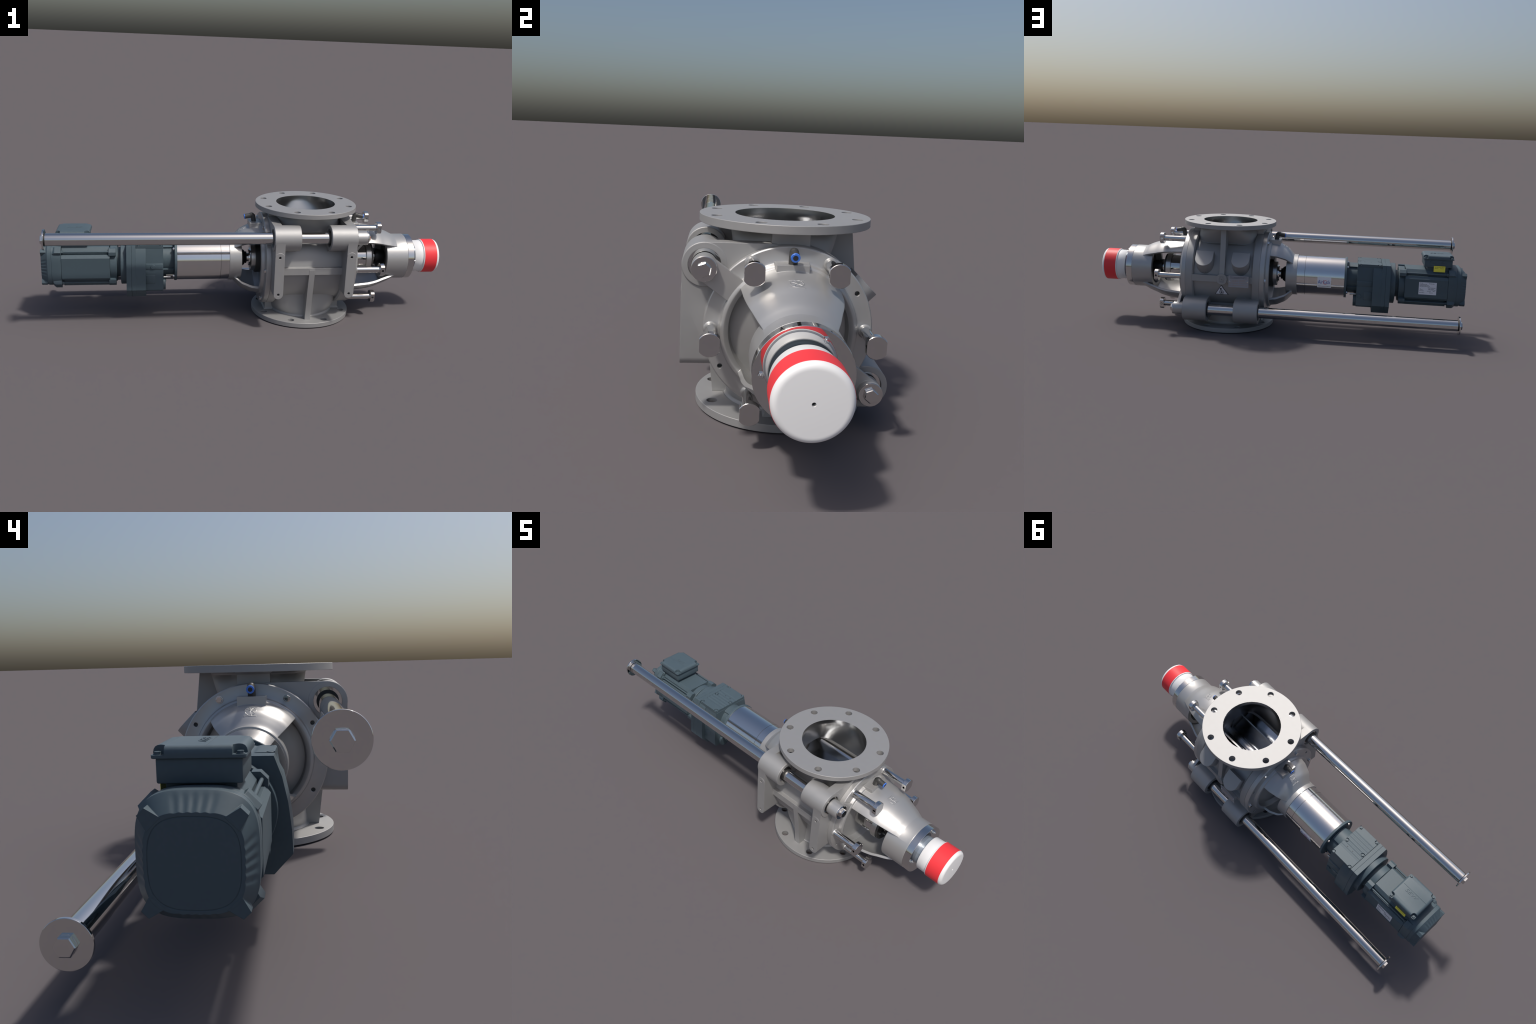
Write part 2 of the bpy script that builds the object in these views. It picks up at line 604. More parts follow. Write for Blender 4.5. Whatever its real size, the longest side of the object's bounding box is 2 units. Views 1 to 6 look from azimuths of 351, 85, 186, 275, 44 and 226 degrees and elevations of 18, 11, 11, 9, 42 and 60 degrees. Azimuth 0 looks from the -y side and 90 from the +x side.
def emblem(profile, x0, size, lift=0.0007):
    """Embossed wheel between two bars, laid onto the top of a lantern."""
    pieces = []

    def strip(pts, w):
        secs = []
        for i, p in enumerate(pts):
            a, b = pts[max(i - 1, 0)], pts[min(i + 1, len(pts) - 1)]
            t = Vector((b[0] - a[0], b[1] - a[1])).normalized()
            n = (-t[1] * w / 2, t[0] * w / 2)
            sec = []
            for sgn, h in ((1, -0.002), (1, lift), (-1, lift), (-1, -0.002)):
                u, v = p[0] + n[0] * sgn, p[1] + n[1] * sgn
                rr = radius_at(profile, x0 + u) + h
                ang = v / rr
                sec.append((x0 + u, rr * sin(ang), ZC + rr * cos(ang)))
            secs.append(sec)
        pieces.append(loft(secs))
    w = size * 0.055
    strip([(size * 0.42 * cos(TAU * k / 40), size * 0.42 * sin(TAU * k / 40)) for k in range(41)], w)
    for k in range(4):
        a = pi * k / 4 + 0.2
        strip([(size * 0.40 * q / 4 * cos(a), size * 0.40 * q / 4 * sin(a)) for q in range(-4, 5)], w)
    for sg in (-1, 1):
        strip([(sg * size * 0.46, size * 0.5 * q / 4) for q in range(-4, 5)], w)
    return pieces


def air_fitting(name, x, lean):
    """Push-in elbow: upright body and a blue release ring. lean = -1 or +1, outlet direction."""
    z = 0.470
    path = [(x, 0, z), (x + lean * 0.004, 0, z + 0.022)]
    top = Vector((x + lean * 0.0075, 0, z + 0.0385))
    path += [tuple(top)]
    for k in range(1, 5):
        q = k / 5
        path.append((top.x + lean * 0.011 * sin(q * pi / 2), 0, top.z + 0.007 * sin(q * pi) * 0.5 - 0.001 * q))
    end = Vector((x + lean * 0.0485, 0, z + 0.0335))
    path.append((top.x + lean * 0.013, 0, top.z - 0.0005))
    path.append(tuple(end))
    body = [cyl(z - 0.012, z + 0.004, 0.013, axis='z', x=x - lean * 0.0005, y=0, z=0, seg=32), tube(path, 0.0122, 32)]
    o = obj(name, body, GREYP)
    d = (end - Vector(path[-2])).normalized()
    outer = tube([tuple(end - d * 0.001), tuple(end + d * 0.0015), tuple(end + d * 0.0028)], [0.0124, 0.0124, 0.0112], 32)
    obj("release_ring", outer, BLUEP, o)
    obj("hose_bore", tube([tuple(end + d * 0.001), tuple(end + d * 0.0032)], 0.0068, 24), DARK, o)
    return o


# drive side cover
cover = boolean(flange_disc(0.0617, 0.0866, 0.0420), [cyl(0.055, 0.095, 0.0068, y=a, z=ZC + b, seg=20) for a, b in jack_yz], 'DIFFERENCE')
parts = [cover, lantern(DOME, 0.013, 43, 137), lantern(DOME, 0.013, 223, 317),
         ring(-0.1010, -0.0405, 0.092, 0.1122, ch=0.001)]
pad = loft([[(0.000, -0.0435, z), (0.060, -0.0435, z), (0.060, 0.0435, z), (0.000, 0.0435, z)] for z in (0.43, 0.4815)])
parts.append(pad)
drive_cover = obj("drive_end_cover", boolean(parts[0], parts[1:], "UNION"), COVER, smooth=30)
obj("emblem", emblem(DOME, -0.033, 0.040), COVER, drive_cover)
bolt = obj("cover_bolt", [hexprism(0.0085, 0.0105), cyl(-0.001, 0.0012, 0.0118, y=0, z=0, seg=32)], CHROME, drive_cover)
copies(bolt, [(0.0612, a, ZC + b) for a, b in bolt_yz], [(0.1 * k, 0, pi) for k in range(6)])
air_fitting("air_fitting", 0.0275, -1)

# bearing hub and shaft coupling on the drive side
obj("shaft_seal_housing", [cyl(0.076, 0.034, 0.0765, ch=0.002)], GREYP)
hub = obj("seal_gland", [cyl(0.036, 0.0125, 0.0665, ch=0.0015)], SATIN)
obj("gland_plate", [cyl(0.0135, 0.0085, 0.050, seg=6), cyl(0.009, 0.002, 0.042)], CHROME, hub)
obj("drive_shaft", [cyl(0.01, -0.08, 0.0215, ch=0.001)], CHROME)
obj("shaft_coupling", [cyl(-0.006, -0.012, 0.030, ch=0.001), lathe([(-0.012, 0), (-0.012, 0.026), (-0.018, 0.037), (-0.03, 0.044), (-0.05, 0.048), (-0.08, 0.05), (-0.08, 0)], 24)], BLACK)
gb = obj("gland_bolt", hexprism(0.006, 0.0065), CHROME)
copies(gb, [(0.0087, 0.033 * cos(a), ZC + 0.033 * sin(a)) for a in (0.5, 1.55, 2.6, 3.65, 4.7, 5.75)], [(0, 0, pi)] * 6)

# removable side cover
cover = boolean(flange_disc(0.5083, 0.4834, 0.5280), [cyl(0.475, 0.515, 0.0068, y=a, z=ZC + b, seg=20) for a, b in jack_yz], 'DIFFERENCE')
parts = [cover, lantern(CONE, 0.012, 41, 139), lantern(CONE, 0.012, 221, 319),
         ring(0.7040, 0.8165, 0.095, 0.1163, ch=0.001)]
parts.append(loft([[(0.512, -0.047, z), (0.5595, -0.0425, z), (0.5595, 0.0425, z), (0.512, 0.047, z)] for z in (0.44, 0.478)]))
for a, b in bolt_yz:   # thickened seats of the clamping handles
    parts.append(lathe([(0.507, 0), (0.507, 0.0205), (0.5088, 0.0186), (0.5110, 0.0174), (0.5135, 0.0168), (0.5135, 0)], 40, y=a, z=ZC + b))
for sg in (1, -1):     # arms that slide on the guide rods
    c = Vector((-ROD[0], ROD[1])) * sg
    d = c.normalized()
    n = Vector((-d[1], d[0]))
    tip, foot = c, d * 0.168
    pts = [foot + n * 0.034, tip + n * 0.034, tip - n * 0.034, foot - n * 0.034]
    parts.append(prism([(p[0], ZC + p[1]) for p in pts], 0.5070, 0.5225, 'x'))
    parts.append(cyl(0.4862, 0.5400, 0.0342, y=c[0], z=ZC + c[1], seg=64, ch=0.0008))
open_cover = obj("removable_end_cover", boolean(parts[0], parts[1:], "UNION"), COVER, smooth=30)
obj("emblem", emblem(CONE, 0.645, 0.040), COVER, open_cover)
air_fitting("air_fitting", 0.5405, 1)

obj("polished_end_plate", [cyl(0.8165, 0.8490, 0.1163, ch=0.001), ], CHROME)
obj("cap_neck", cyl(0.8485, 0.880, 0.068), SKYTINT)
obj("bearing_sleeve", [cyl(0.494, 0.622, 0.0705, ch=0.001)], CHROME)
win = []
for sg in (1, -1):
    w_ = box(0.551, 0.594, -0.018, 0.018, 0.060, 0.0718, bevel=0.001)
    bmesh.ops.rotate(w_, cent=(0, 0, 0), matrix=Matrix.Rotation(radians(sg * 122), 3, 'X'), verts=w_.verts)
    bmesh.ops.translate(w_, vec=(0, 0, ZC), verts=w_.verts)
    win.append(w_)
obj("sleeve_window", win, CHROME)
obj("sleeve_collar", [ring(0.6075, 0.6345, 0.03, 0.079, ch=0.001)], SATIN)
obj("collar_face", [cyl(0.634, 0.6445, 0.0755)], GREYP)
obj("bearing_shaft", [cyl(0.64, 0.69, 0.027, ch=0.001), cyl(0.6465, 0.662, 0.036, ch=0.001)], CHROME)
obj("locking_ring", [cyl(0.667, 0.684, 0.042), cyl(0.684, 0.72, 0.034), cyl(0.74, 0.76, 0.0945)], BLACK)
gb = obj("collar_bolt", hexprism(0.006, 0.0075), CHROME)
copies(gb, [(0.6443, 0.054 * cos(a), ZC + 0.054 * sin(a)) for a in (0.35, 1.4, 2.45, 3.5, 4.55, 5.6)])
gb = obj("plate_screw", [hexprism(0.007, 0.0075), cyl(-0.001, 0.012, 0.004, y=0, z=0, seg=16)], CHROME)
copies(gb, [(0.8487, 0.096 * cos(a), ZC + 0.096 * sin(a)) for a in (1.09, 3.12, 5.2)])

# clamping handles
def handle():
    rod = lathe([(0.0, 0), (0.0, 0.0155), (0.120, 0.0155), (0.120, 0)], 40, z=0)
    head = lathe([(0.1160, 0), (0.1160, 0.0295), (0.1175, 0.031), (0.1360, 0.031), (0.1375, 0.0295), (0.1375, 0)], 64, z=0)
    head = boolean(head, [box(0.10, 0.15, 0.0255, 0.05, -0.05, 0.05), box(0.10, 0.15, -0.05, -0.0255, -0.05, 0.05),
                          cyl(-0.05, 0.05, 0.0058, axis='y', x=0.1270, z=0, seg=20)], 'DIFFERENCE')
    return [rod, head]


hd = obj("clamping_handle", handle(), CHROME)
copies(hd, [(0.5130, a, ZC + b) for a, b in bolt_yz])

# red and white cap
cap = obj("protective_cap", [lathe([(0.8690, 0.04), (0.8690, 0.0795), (0.8702, 0.0807), (0.9150, 0.0818), (0.9155, 0.0862), (0.9195, 0.0872), (0.985, 0.0872),
                                    (0.9893, 0.0865), (0.9945, 0.0838), (0.9985, 0.0795), (0.99975, 0.0745), (1.0, 0.071), (1.0, 0.0048), (0.988, 0.0048), (0.988, 0.0)], 128)], WHITE, smooth=50)
obj("dark_band_ring", ring(0.8676, 0.8692, 0.0600, 0.0785), SKYTINT, cap)  # disc added to darken the gap behind the cap, a band of reflections
obj("red_band", ring(0.9197, 0.9852, 0.080, 0.0877, seg=128, ch=0.0003), RED, cap)
obj("vent_hole", cyl(0.987, 0.9895, 0.0047), DARK, cap)

# ------------------------------------------------------------------ guide rods
for sg in (-1, 1):
    c = (sg * ROD[0], ZC - sg * ROD[1])
    rod = obj("guide_rod", [cyl(-0.9480, 0.5395, 0.0287, y=c[0], z=c[1], seg=72, ch=0.0012)], CHROME)
    obj("rod_groove", cyl(-0.9512, -0.9478, 0.0265, y=c[0], z=c[1]), DARK, rod)
    obj("end_disc", cyl(-0.9585, -0.9510, 0.0475, y=c[0], z=c[1], seg=80, ch=0.0008), CHROME, rod)
    b = obj("rod_bolt", [hexprism(0.0125, 0.0205), cyl(-0.001, 0.0008, 0.0195, y=0, z=0)], CHROME, rod)
    copies(b, [(-0.9583, c[0], c[1]), (0.5455, c[0], c[1])], [(0.0, 0, pi), (0.35, 0, 0)])
    obj("washer", cyl(0.5398, 0.5457, 0.0335, y=c[0], z=c[1], ch=0.0008), CHROME, rod)
    for x0, x1 in ((0.0895, 0.2085), (0.3615, 0.4805)):
        obj("slide_bearing", [ring(x0 + 0.003, x1 - 0.003, 0.0345, 0.0446, y=c[0], z=c[1], seg=64)], CHROME, rod)
        obj("wiper_seal", [ring(x0 + 0.001, x1 - 0.001, 0.0285, 0.0347, y=c[0], z=c[1], seg=64)], BLACK, rod)

# ------------------------------------------------------------------ polished drive drum
drum = obj("drive_drum", [cyl(-0.1432, -0.1005, 0.1082), cyl(-0.3572, -0.1440, 0.1082), cyl(-0.146, -0.142, 0.1066)], DRUM)
obj("drum_joint", ring(-0.1443, -0.1429, 0.106, 0.10835), DARK, drum)


def on_drum(bm, xc, ang, r=0.1084):
    """Bend a flat piece (x right, y up, z out) onto the drum; right runs to -x, seen from +y."""
    for v in bm.verts:
        u, w, h = v.co
        a = ang + w / r
        v.co = (xc - u, (r + h) * cos(a), ZC + (r + h) * sin(a))
    bmesh.ops.recalc_face_normals(bm, faces=bm.faces)
    return bm


def grid_plate(w, h, t, nx=4, ny=16):
    secs = []
    for j in range(ny + 1):
        y = -h / 2 + h * j / ny
        secs.append([(-w / 2, y, -0.0004), (w / 2, y, -0.0004), (w / 2, y, t), (-w / 2, y, t)])
    return loft(secs)


S_X, S_A = -0.2505, -0.125
stick = obj("maker_sticker", on_drum(grid_plate(0.0735, 0.060, 0.0006), S_X, S_A), DRUMLABEL, drum)


def lettering(body, size, sx=1.0, shear=0.0, dx=0.0, dy=0.0, depth=0.00025, lift=0.0007):
    bm = text_mesh(body, size, depth, shear)
    bmesh.ops.subdivide_edges(bm, edges=[e for e in bm.edges if e.calc_length() > 0.004], cuts=2)
    for v in bm.verts:
        v.co = (v.co.x * sx + dx, v.co.y + dy, v.co.z + lift)
    return bm


def fit_word(body, size, x0, x1, base):
    """Lettering stretched to lie between x0 and x1 with its foot on base."""
    bm = lettering(body, size)
    lo, hi = min(v.co.x for v in bm.verts), max(v.co.x for v in bm.verts)
    foot = min(v.co.y for v in bm.verts)
    for v in bm.verts:
        v.co.x = x0 + (v.co.x - lo) * (x1 - x0) / (hi - lo)
        v.co.y += base - foot
    return bm


obj("sticker_word", [on_drum(fit_word("Airl", 0.030, -0.0335, -0.0035, -0.0065), S_X, S_A),
                     on_drum(fit_word("ck", 0.030, 0.0140, 0.0335, -0.0065), S_X, S_A)], BLUEINK, stick)
ringlet = [lathe([(0.0005, 0.0058), (0.0005, 0.0078), (0.0011, 0.0078), (0.0011, 0.0058)], 32, y=0, z=0, axis='z', closed=True, start=radians(-250), end=radians(40)),
           lathe([(0.0005, 0.0098), (0.0005, 0.0118), (0.0011, 0.0118), (0.0011, 0.0098)], 32, y=0, z=0, axis='z', closed=True, start=radians(30), end=radians(330))]
for r_ in ringlet:
    bmesh.ops.translate(r_, vec=(0.0053, 0.0015, 0), verts=r_.verts)
obj("sticker_spiral", [on_drum(r_, S_X, S_A) for r_ in ringlet[1:]], REDINK, stick)
obj("sticker_letter", [on_drum(r_, S_X, S_A) for r_ in ringlet[:1]] + [on_drum(lettering("a", 0.0085, 1.0, dx=0.0053, dy=0.0015), S_X, S_A)], BLUEINK, stick)


def dashes(w, rows, seed, height=0.0022, depth=0.0005, gap=0.0016):
    """Rows of small print: (y, x0, x1) fractions; broken into short word-like bars."""
    rnd = random.Random(seed)
    out = []
    for y, x0, x1 in rows:
        x = x0
        while x < x1:
            l = min(rnd.uniform(0.003, 0.009), x1 - x)
            out.append(box(x, x + l, y - height / 2, y + height / 2, 0.0, depth))
            x += l + gap
    return out


sp = obj("sticker_small_print", [on_drum(merge([b]), S_X, S_A, 0.1090) for b in dashes(0.07, [(-0.0215, -0.033, 0.032)], 3, 0.0026, gap=0.0017)], PRINT, stick)
sp["kind"] = "stuff"

# ------------------------------------------------------------------ geared motor
MZ = 0.2725
gear = obj("gear_unit", [
    cyl(-0.3702, -0.3576, 0.1115, ch=0.0012),
    cyl(-0.426, -0.3700, 0.0745, seg=80),
    lathe([(-0.426, 0), (-0.426, 0.083), (-0.374, 0.083), (-0.370, 0.079), (-0.370, 0)], 40, start=radians(58), end=radians(122)),
    lathe([(-0.426, 0), (-0.426, 0.083), (-0.374, 0.083), (-0.370, 0.079), (-0.370, 0)], 30, start=radians(205), end=radians(335)),
    prism([(-0.1005, 0.372), (0.1005, 0.372), (0.1075, 0.330), (0.1135, 0.270), (0.1165, 0.210), (0.1165, 0.164), (0.110, 0.156),
           (-0.110, 0.156), (-0.1165, 0.164), (-0.1165, 0.210), (-0.1135, 0.270), (-0.1075, 0.330)], -0.5535, -0.4250, 'x'),
    box(-0.509, -0.4268, -0.1155, 0.1155, 0.268, 0.297, bevel=0.002),
    box(-0.509, -0.4640, -0.1185, 0.1185, 0.196, 0.240, bevel=0.002),
    box(-0.509, -0.4640, -0.1140, 0.1140, 0.240, 0.258, bevel=0.002),
    cyl(-0.426, -0.4130, 0.030, y=-0.058, z=0.175, seg=40, ch=0.001),
    cyl(-0.426, -0.4090, 0.034, y=0.050, z=0.178, seg=40, ch=0.001),
], PAINT, smooth=30)
ol = [(0.102, 0.3855), (0.119, 0.340), (0.131, 0.285), (0.138, 0.225), (0.140, 0.172), (0.098, 0.1255)]
ol = ol + [(-a, b) for a, b in ol[::-1]]
in_ol = [(a * 0.988, ZC - 0.03 + (b - ZC + 0.03) * 0.99) for a, b in ol]
low = [(max(-0.139, min(0.139, a)), min(b, 0.371)) for a, b in ol]
obj("gear_case", [prism(ol, -0.6000, -0.5760, 'x'), prism(in_ol, -0.5765, -0.5745, 'x'), prism(ol, -0.5750, -0.5552, 'x'),
                  prism(low, -0.5556, -0.5085, 'x'),
                  cyl(-0.6285, -0.5995, 0.1100, z=MZ, seg=96, ch=0.0015),
                  cyl(0.1235, 0.130, 0.010, axis='z', x=-0.565, y=0, z=0, seg=24)], PAINT, gear, smooth=30)


def gear_lid():
    n = 60
    top = []
    for k in range(n + 1):
        y = -0.101 + 0.202 * k / n
        h = 0.3868
        if -0.062 < y < 0.052:
            h -= 0.0016 * (0.5 - 0.5 * cos((y + 0.062) / 0.114 * TAU * 6))
        top.append((y, h))
    out = [(-0.101, 0.371)] + [(0.101, 0.371)] + top[::-1]
    lid = prism(out, -0.5535, -0.4262, 'x')
    cuts = [cyl(0.3815, 0.40, 0.0105, axis='z', x=x, y=y, z=0, seg=24) for x in (-0.4355, -0.5435) for y in (-0.0925, 0.007, 0.0995)]
    return boolean(lid, cuts, 'DIFFERENCE')


lid = obj("gear_lid", gear_lid(), PAINT, gear, smooth=30)
lb = obj("lid_bolt", cyl(0, 0.0058, 0.0068, axis='z', x=0, y=0, z=0, seg=24, ch=0.0008), PAINT, lid)
copies(lb, [(x, y, 0.3812) for x in (-0.4355, -0.5435) for y in (-0.0925, 0.007, 0.0985)])
obj("lid_dimples", [cyl(0.385, 0.3872, 0.0022, axis='z', x=x, y=0.030, z=0, seg=16) for x in (-0.462, -0.497)], DARK, lid)
pg = obj("drain_plug", [cyl(0, 0.0045, 0.0105, axis='y', x=0, z=0, seg=32, ch=0.0008), cyl(0.004, 0.0048, 0.0035, axis='y', x=0, z=0, seg=6)], PAINT, gear)
copies(pg, [(-0.4745, -0.1153, 0.283), (-0.4405, 0.1163, 0.2150)], [(0, 0, pi), (0, 0, 0)])
gb = obj("flange_bolt", [hexprism(0.007, 0.0075), cyl(-0.001, 0.009, 0.0042, y=0, z=0, seg=16)], CHROME, gear)
copies(gb, [(-0.3700, 0.0985 * cos(a), ZC + 0.0985 * sin(a)) for a in (pi / 4, 3 * pi / 4, 5 * pi / 4, 7 * pi / 4)], [(0, 0, pi)] * 4)
st = obj("flange_stud", cyl(-0.034, 0.0, 0.0048, y=0, z=0, seg=16), SATIN, gear)
copies(st, [(-0.389, sy * 0.0725, ZC - 0.0745) for sy in (-1, 1)])

# motor
def side_plate(sg):
    pts = [(0.0600, 0.2105), (0.0885, 0.2105), (0.0998, 0.2225), (0.0998, 0.3225), (0.0885, 0.3365), (0.0785, 0.3365), (0.0785, 0.318), (0.060, 0.318)]
    pts = [(a * sg, b) for a, b in pts]
    return prism(pts, -0.9035, -0.6790, 'x')


motor = obj("motor", [
    cyl(-0.648, -0.625, 0.0730, z=MZ, seg=64),
    cyl(-0.906, -0.66, 0.0770, z=MZ, seg=96),
    side_plate(1), side_plate(-1),
    prism([(0.073, 0.335), (0.073, 0.351), (0.058, 0.3685), (-0.058, 0.3685), (-0.073, 0.351), (-0.073, 0.335)], -0.9035, -0.6830, 'x'),
    prism([(0.074, 0.205), (0.062, 0.1745), (-0.062, 0.1745), (-0.074, 0.205)], -0.8995, -0.6770, 'x'),
], PAINT, smooth=30)
es = [cyl(-0.6805, -0.6460, 0.0948, z=MZ, seg=96, ch=0.0025)]
for sy in (-1, 1):
    for sz in (-1, 1):
        es.append(prism([(sy * 0.045, MZ + sz * 0.045), (sy * 0.095, MZ + sz * 0.062), (sy * 0.095, MZ + sz * 0.078), (sy * 0.080, MZ + sz * 0.093), (sy * 0.062, MZ + sz * 0.093)],
                        -0.6840, -0.6500, 'x'))
obj("end_shield", es, PAINT, motor, smooth=30)
tr = obj("tie_rod", [cyl(-0.9, -0.682, 0.0042, y=0, z=0, seg=16), cyl(-0.908, -0.895, 0.0085, y=0, z=0, seg=6)], PAINT, motor)
copies(tr, [(0, sy * 0.0825, MZ + sz * 0.0775) for sy in (-1, 1) for sz in (-1, 1)])


def fan_cover():
    n = 240
    cz = 0.2735

    def sec(x, hy, hz, e, flute=0.0):
        pts = []
        up = 0.0052 * min(1.0, max(0.0, (x + 1.0) / 0.030))
        for k in range(n):
            a = TAU * k / n
            c, s = cos(a), sin(a)
            r = 1.0 / ((abs(c) ** e + abs(s) ** e) ** (1 / e))
            q = (a % (pi / 2)) if (a % (pi / 2)) < pi / 4 else (a % (pi / 2)) - pi / 2
            f = 0.0
            if abs(q) < 0.42:
                f = flute * (0.5 + 0.5 * cos(q / 0.42 * pi * 5.0))
            pts.append((x, c * (r * hy - f), cz + up + s * (r * hz - f)))
        return pts
    S = [(-0.9045, 0.080, 0.085, 3.0, 0), (-0.9045, 0.0985, 0.1035, 3.4, 0), (-0.9080, 0.0995, 0.1045, 3.4, 0), (-0.9490, 0.1012, 0.1068, 3.4, 0), (-0.9500, 0.1002, 0.1058, 3.4, 0),
         (-0.9512, 0.1002, 0.1058, 3.4, 0), (-0.9522, 0.1012, 0.1068, 3.4, 0), (-0.9680, 0.1008, 0.1064, 3.4, 0), (-0.9700, 0.0992, 0.1048, 3.4, 0)]
    for k in range(1, 9):
        q = k / 8
        S.append((-0.9700 - 0.0298 * q, 0.0992 - 0.0180 * q, 0.1048 - 0.0222 * q, 3.4 - 0.2 * q, 0.0026 * sin(min(1, q * 1.6) * pi / 2) * (1 - 0.45 * q)))
    S += [(-0.9998, 0.0748, 0.0762, 3.0, 0), (-0.9990, 0.0743, 0.0757, 3.0, 0), (-0.9990, 0.0736, 0.0750, 3.0, 0), (-0.9998, 0.0731, 0.0745, 3.0, 0)]
    body = loft([sec(*s) for s in S])
    out = [body]
    for sy in (-1, 1):
        for sz in (-1, 1):
            d = Vector((sy * 0.0812, sz * 0.0832)).normalized()
            t = Vector((-d[1], d[0]))
            q = [d * 0.088 + t * 0.016, d * 0.1165 + t * 0.0086, d * 0.1165 - t * 0.0086, d * 0.088 - t * 0.016]
            s0 = [(-1.0, p[0], cz + p[1]) for p in q]
            s1 = [(-0.976, p[0], cz + p[1]) for p in q]
            q2 = [d * 0.088 + t * 0.016, d * 0.110 + t * 0.0086, d * 0.110 - t * 0.0086, d * 0.088 - t * 0.016]
            s2 = [(-0.966, p[0], cz + p[1]) for p in q2]
            out.append(loft([s0, s1, s2]))
            # corner lug at the back
            d = Vector((sy * 0.0905, sz * 0.0900)).normalized()
            t = Vector((-d[1], d[0]))
            q = [d * 0.085 + t * 0.026, d * 0.1285 + t * 0.0165, d * 0.1285 - t * 0.0165, d * 0.085 - t * 0.026]
            q3 = [d * 0.085 + t * 0.026, d * 0.120 + t * 0.0165, d * 0.120 - t * 0.0165, d * 0.085 - t * 0.026]
            out.append(loft([[(x, p[0], cz + p[1]) for p in qq] for x, qq in ((-0.9055, q), (-0.9330, q), (-0.9440, q3))]))
    return out


obj("fan_cover", fan_cover(), PAINT, motor, smooth=25)

# terminal box
tb = obj("terminal_box", [box(-0.9040, -0.7940, -0.060, 0.060, 0.352, 0.390),
                          box(-0.9222, -0.7765, -0.0722, 0.0722, 0.3862, 0.4290, bevel=0.003)], PAINT, motor, smooth=30)


def box_lid():
    x0, x1, y0, y1 = -0.9290, -0.7700, -0.0790, 0.0790
    def rr(inset, r, z):
        pts = []
        for cx, cy, a0 in ((x1 - inset - r, y1 - inset - r, 0), (x0 + inset + r, y1 - inset - r, pi / 2), (x0 + inset + r, y0 + inset + r, pi), (x1 - inset - r, y0 + inset + r, 1.5 * pi)):
            pts += [(cx + r * cos(a0 + pi / 2 * k / 8), cy + r * sin(a0 + pi / 2 * k / 8), z) for k in range(9)]
        return pts
    lidb = loft([rr(0.001, 0.006, 0.4285), rr(0, 0.007, 0.4295), rr(0, 0.007, 0.4375), rr(0.0012, 0.008, 0.4425), rr(0.0040, 0.010, 0.4467), rr(0.008, 0.012, 0.4488), rr(0.013, 0.012, 0.4495)])
    cuts = []
    for x in (x0 + 0.0105, x1 - 0.0105):
        for y in (y0 + 0.0105, y1 - 0.0105):
            sx, sy = (1 if x > XC - 1.13 else -1), (1 if y > 0 else -1)
            cuts.append(cyl(0.4345, 0.48, 0.0125, axis='z', x=x, y=y, z=0, seg=28))
            cuts.append(box(min(x, x + sx * 0.02), max(x, x + sx * 0.02), min(y - 0.0125, y + 0.0125), y + 0.0125, 0.4345, 0.48))
            cuts.append(box(x - 0.0125, x + 0.0125, min(y, y + sy * 0.02), max(y, y + sy * 0.02), 0.4345, 0.48))
    cuts.append(box(x0 - 0.01, x1 + 0.01, -0.0130, -0.0122, 0.4488, 0.46))
    return boolean(lidb, cuts, 'DIFFERENCE')


bl = obj("box_lid", box_lid(), PAINT, tb, smooth=30)
sc = obj("lid_screw", [cyl(0, 0.0055, 0.0062, axis='z', x=0, y=0, z=0, seg=6), cyl(-0.001, 0.0015, 0.0075, axis='z', x=0, y=0, z=0, seg=24)], PAINT, tb)
copies(sc, [(x, y, 0.4343) for x in (-0.9185, -0.7805) for y in (-0.0685, 0.0685)])
letters = text_mesh("SEW", 0.0235, 0.0006, 0.25)
for v in letters.verts:
    v.co.x *= 1.42
obj("embossed_letters", place(letters, (-0.840, 0.0028, 0.4497), (-1, 0, 0), (0, -1, 0)), PAINT, tb)
for px, pr in ((-0.8195, 0.0155), (-0.8750, 0.0115)):
    plug = obj("cable_plug", [cyl(0.0715, 0.0736, pr, axis='y', x=px, z=0.4095, seg=36, ch=0.0006), ], PAINT, tb)
    obj("plug_slot", box(px - pr * 0.62, px + pr * 0.62, 0.0732, 0.0739, 0.4085, 0.4105), INK, plug)

# labels on the motor
def flat_label(name, mat, parent, origin, right, up, w, h, rows, ink, seed, height=0.002, gap=0.0016, inkname="small_print"):
    o = obj(name, place(box(-w / 2, w / 2, -h / 2, h / 2, 0, 0.0008), origin, right, up), mat, parent)
    pr = [place(b, Vector(origin) + Vector(right).cross(Vector(up)).normalized() * 0.0007, right, up) for b in dashes(w, rows, seed, height, 0.0004, gap)]
    p = obj(inkname, pr, ink, o)
    p["kind"] = "stuff"
    return o


flat_label("motor_name_plate", LABEL, motor, (-0.7985, 0.0997, 0.2752), (-1, 0, 0), (0, 0, 1), 0.0925, 0.0670,
           [(0.0285, -0.042, -0.024), (0.0265, 0.006, 0.034), (0.0215, -0.042, -0.004), (0.0165, -0.042, 0.006), (0.0115, -0.042, 0.012), (0.0045, 0.000, 0.042),
            (-0.001, 0.006, 0.012), (-0.001, 0.017, 0.034), (-0.006, 0.004, 0.042), (-0.0025, -0.040, -0.036), (-0.007, -0.040, -0.026), (-0.0135, -0.042, -0.018), (-0.0135, -0.001, 0.018),
            (-0.0135, 0.028, 0.040), (-0.0235, -0.042, -0.016), (-0.0225, 0.010, 0.028)], INK, 5)
flat_label("warning_label", YELLOW, tb, (-0.8555, 0.0738, 0.3785), (-1, 0, 0), (0, 0, 1), 0.0600, 0.0320,
           [(0.010, -0.024, 0.025), (0.003, -0.024, -0.006), (0.003, 0.002, 0.022)], YELLOWINK, 6, 0.003)

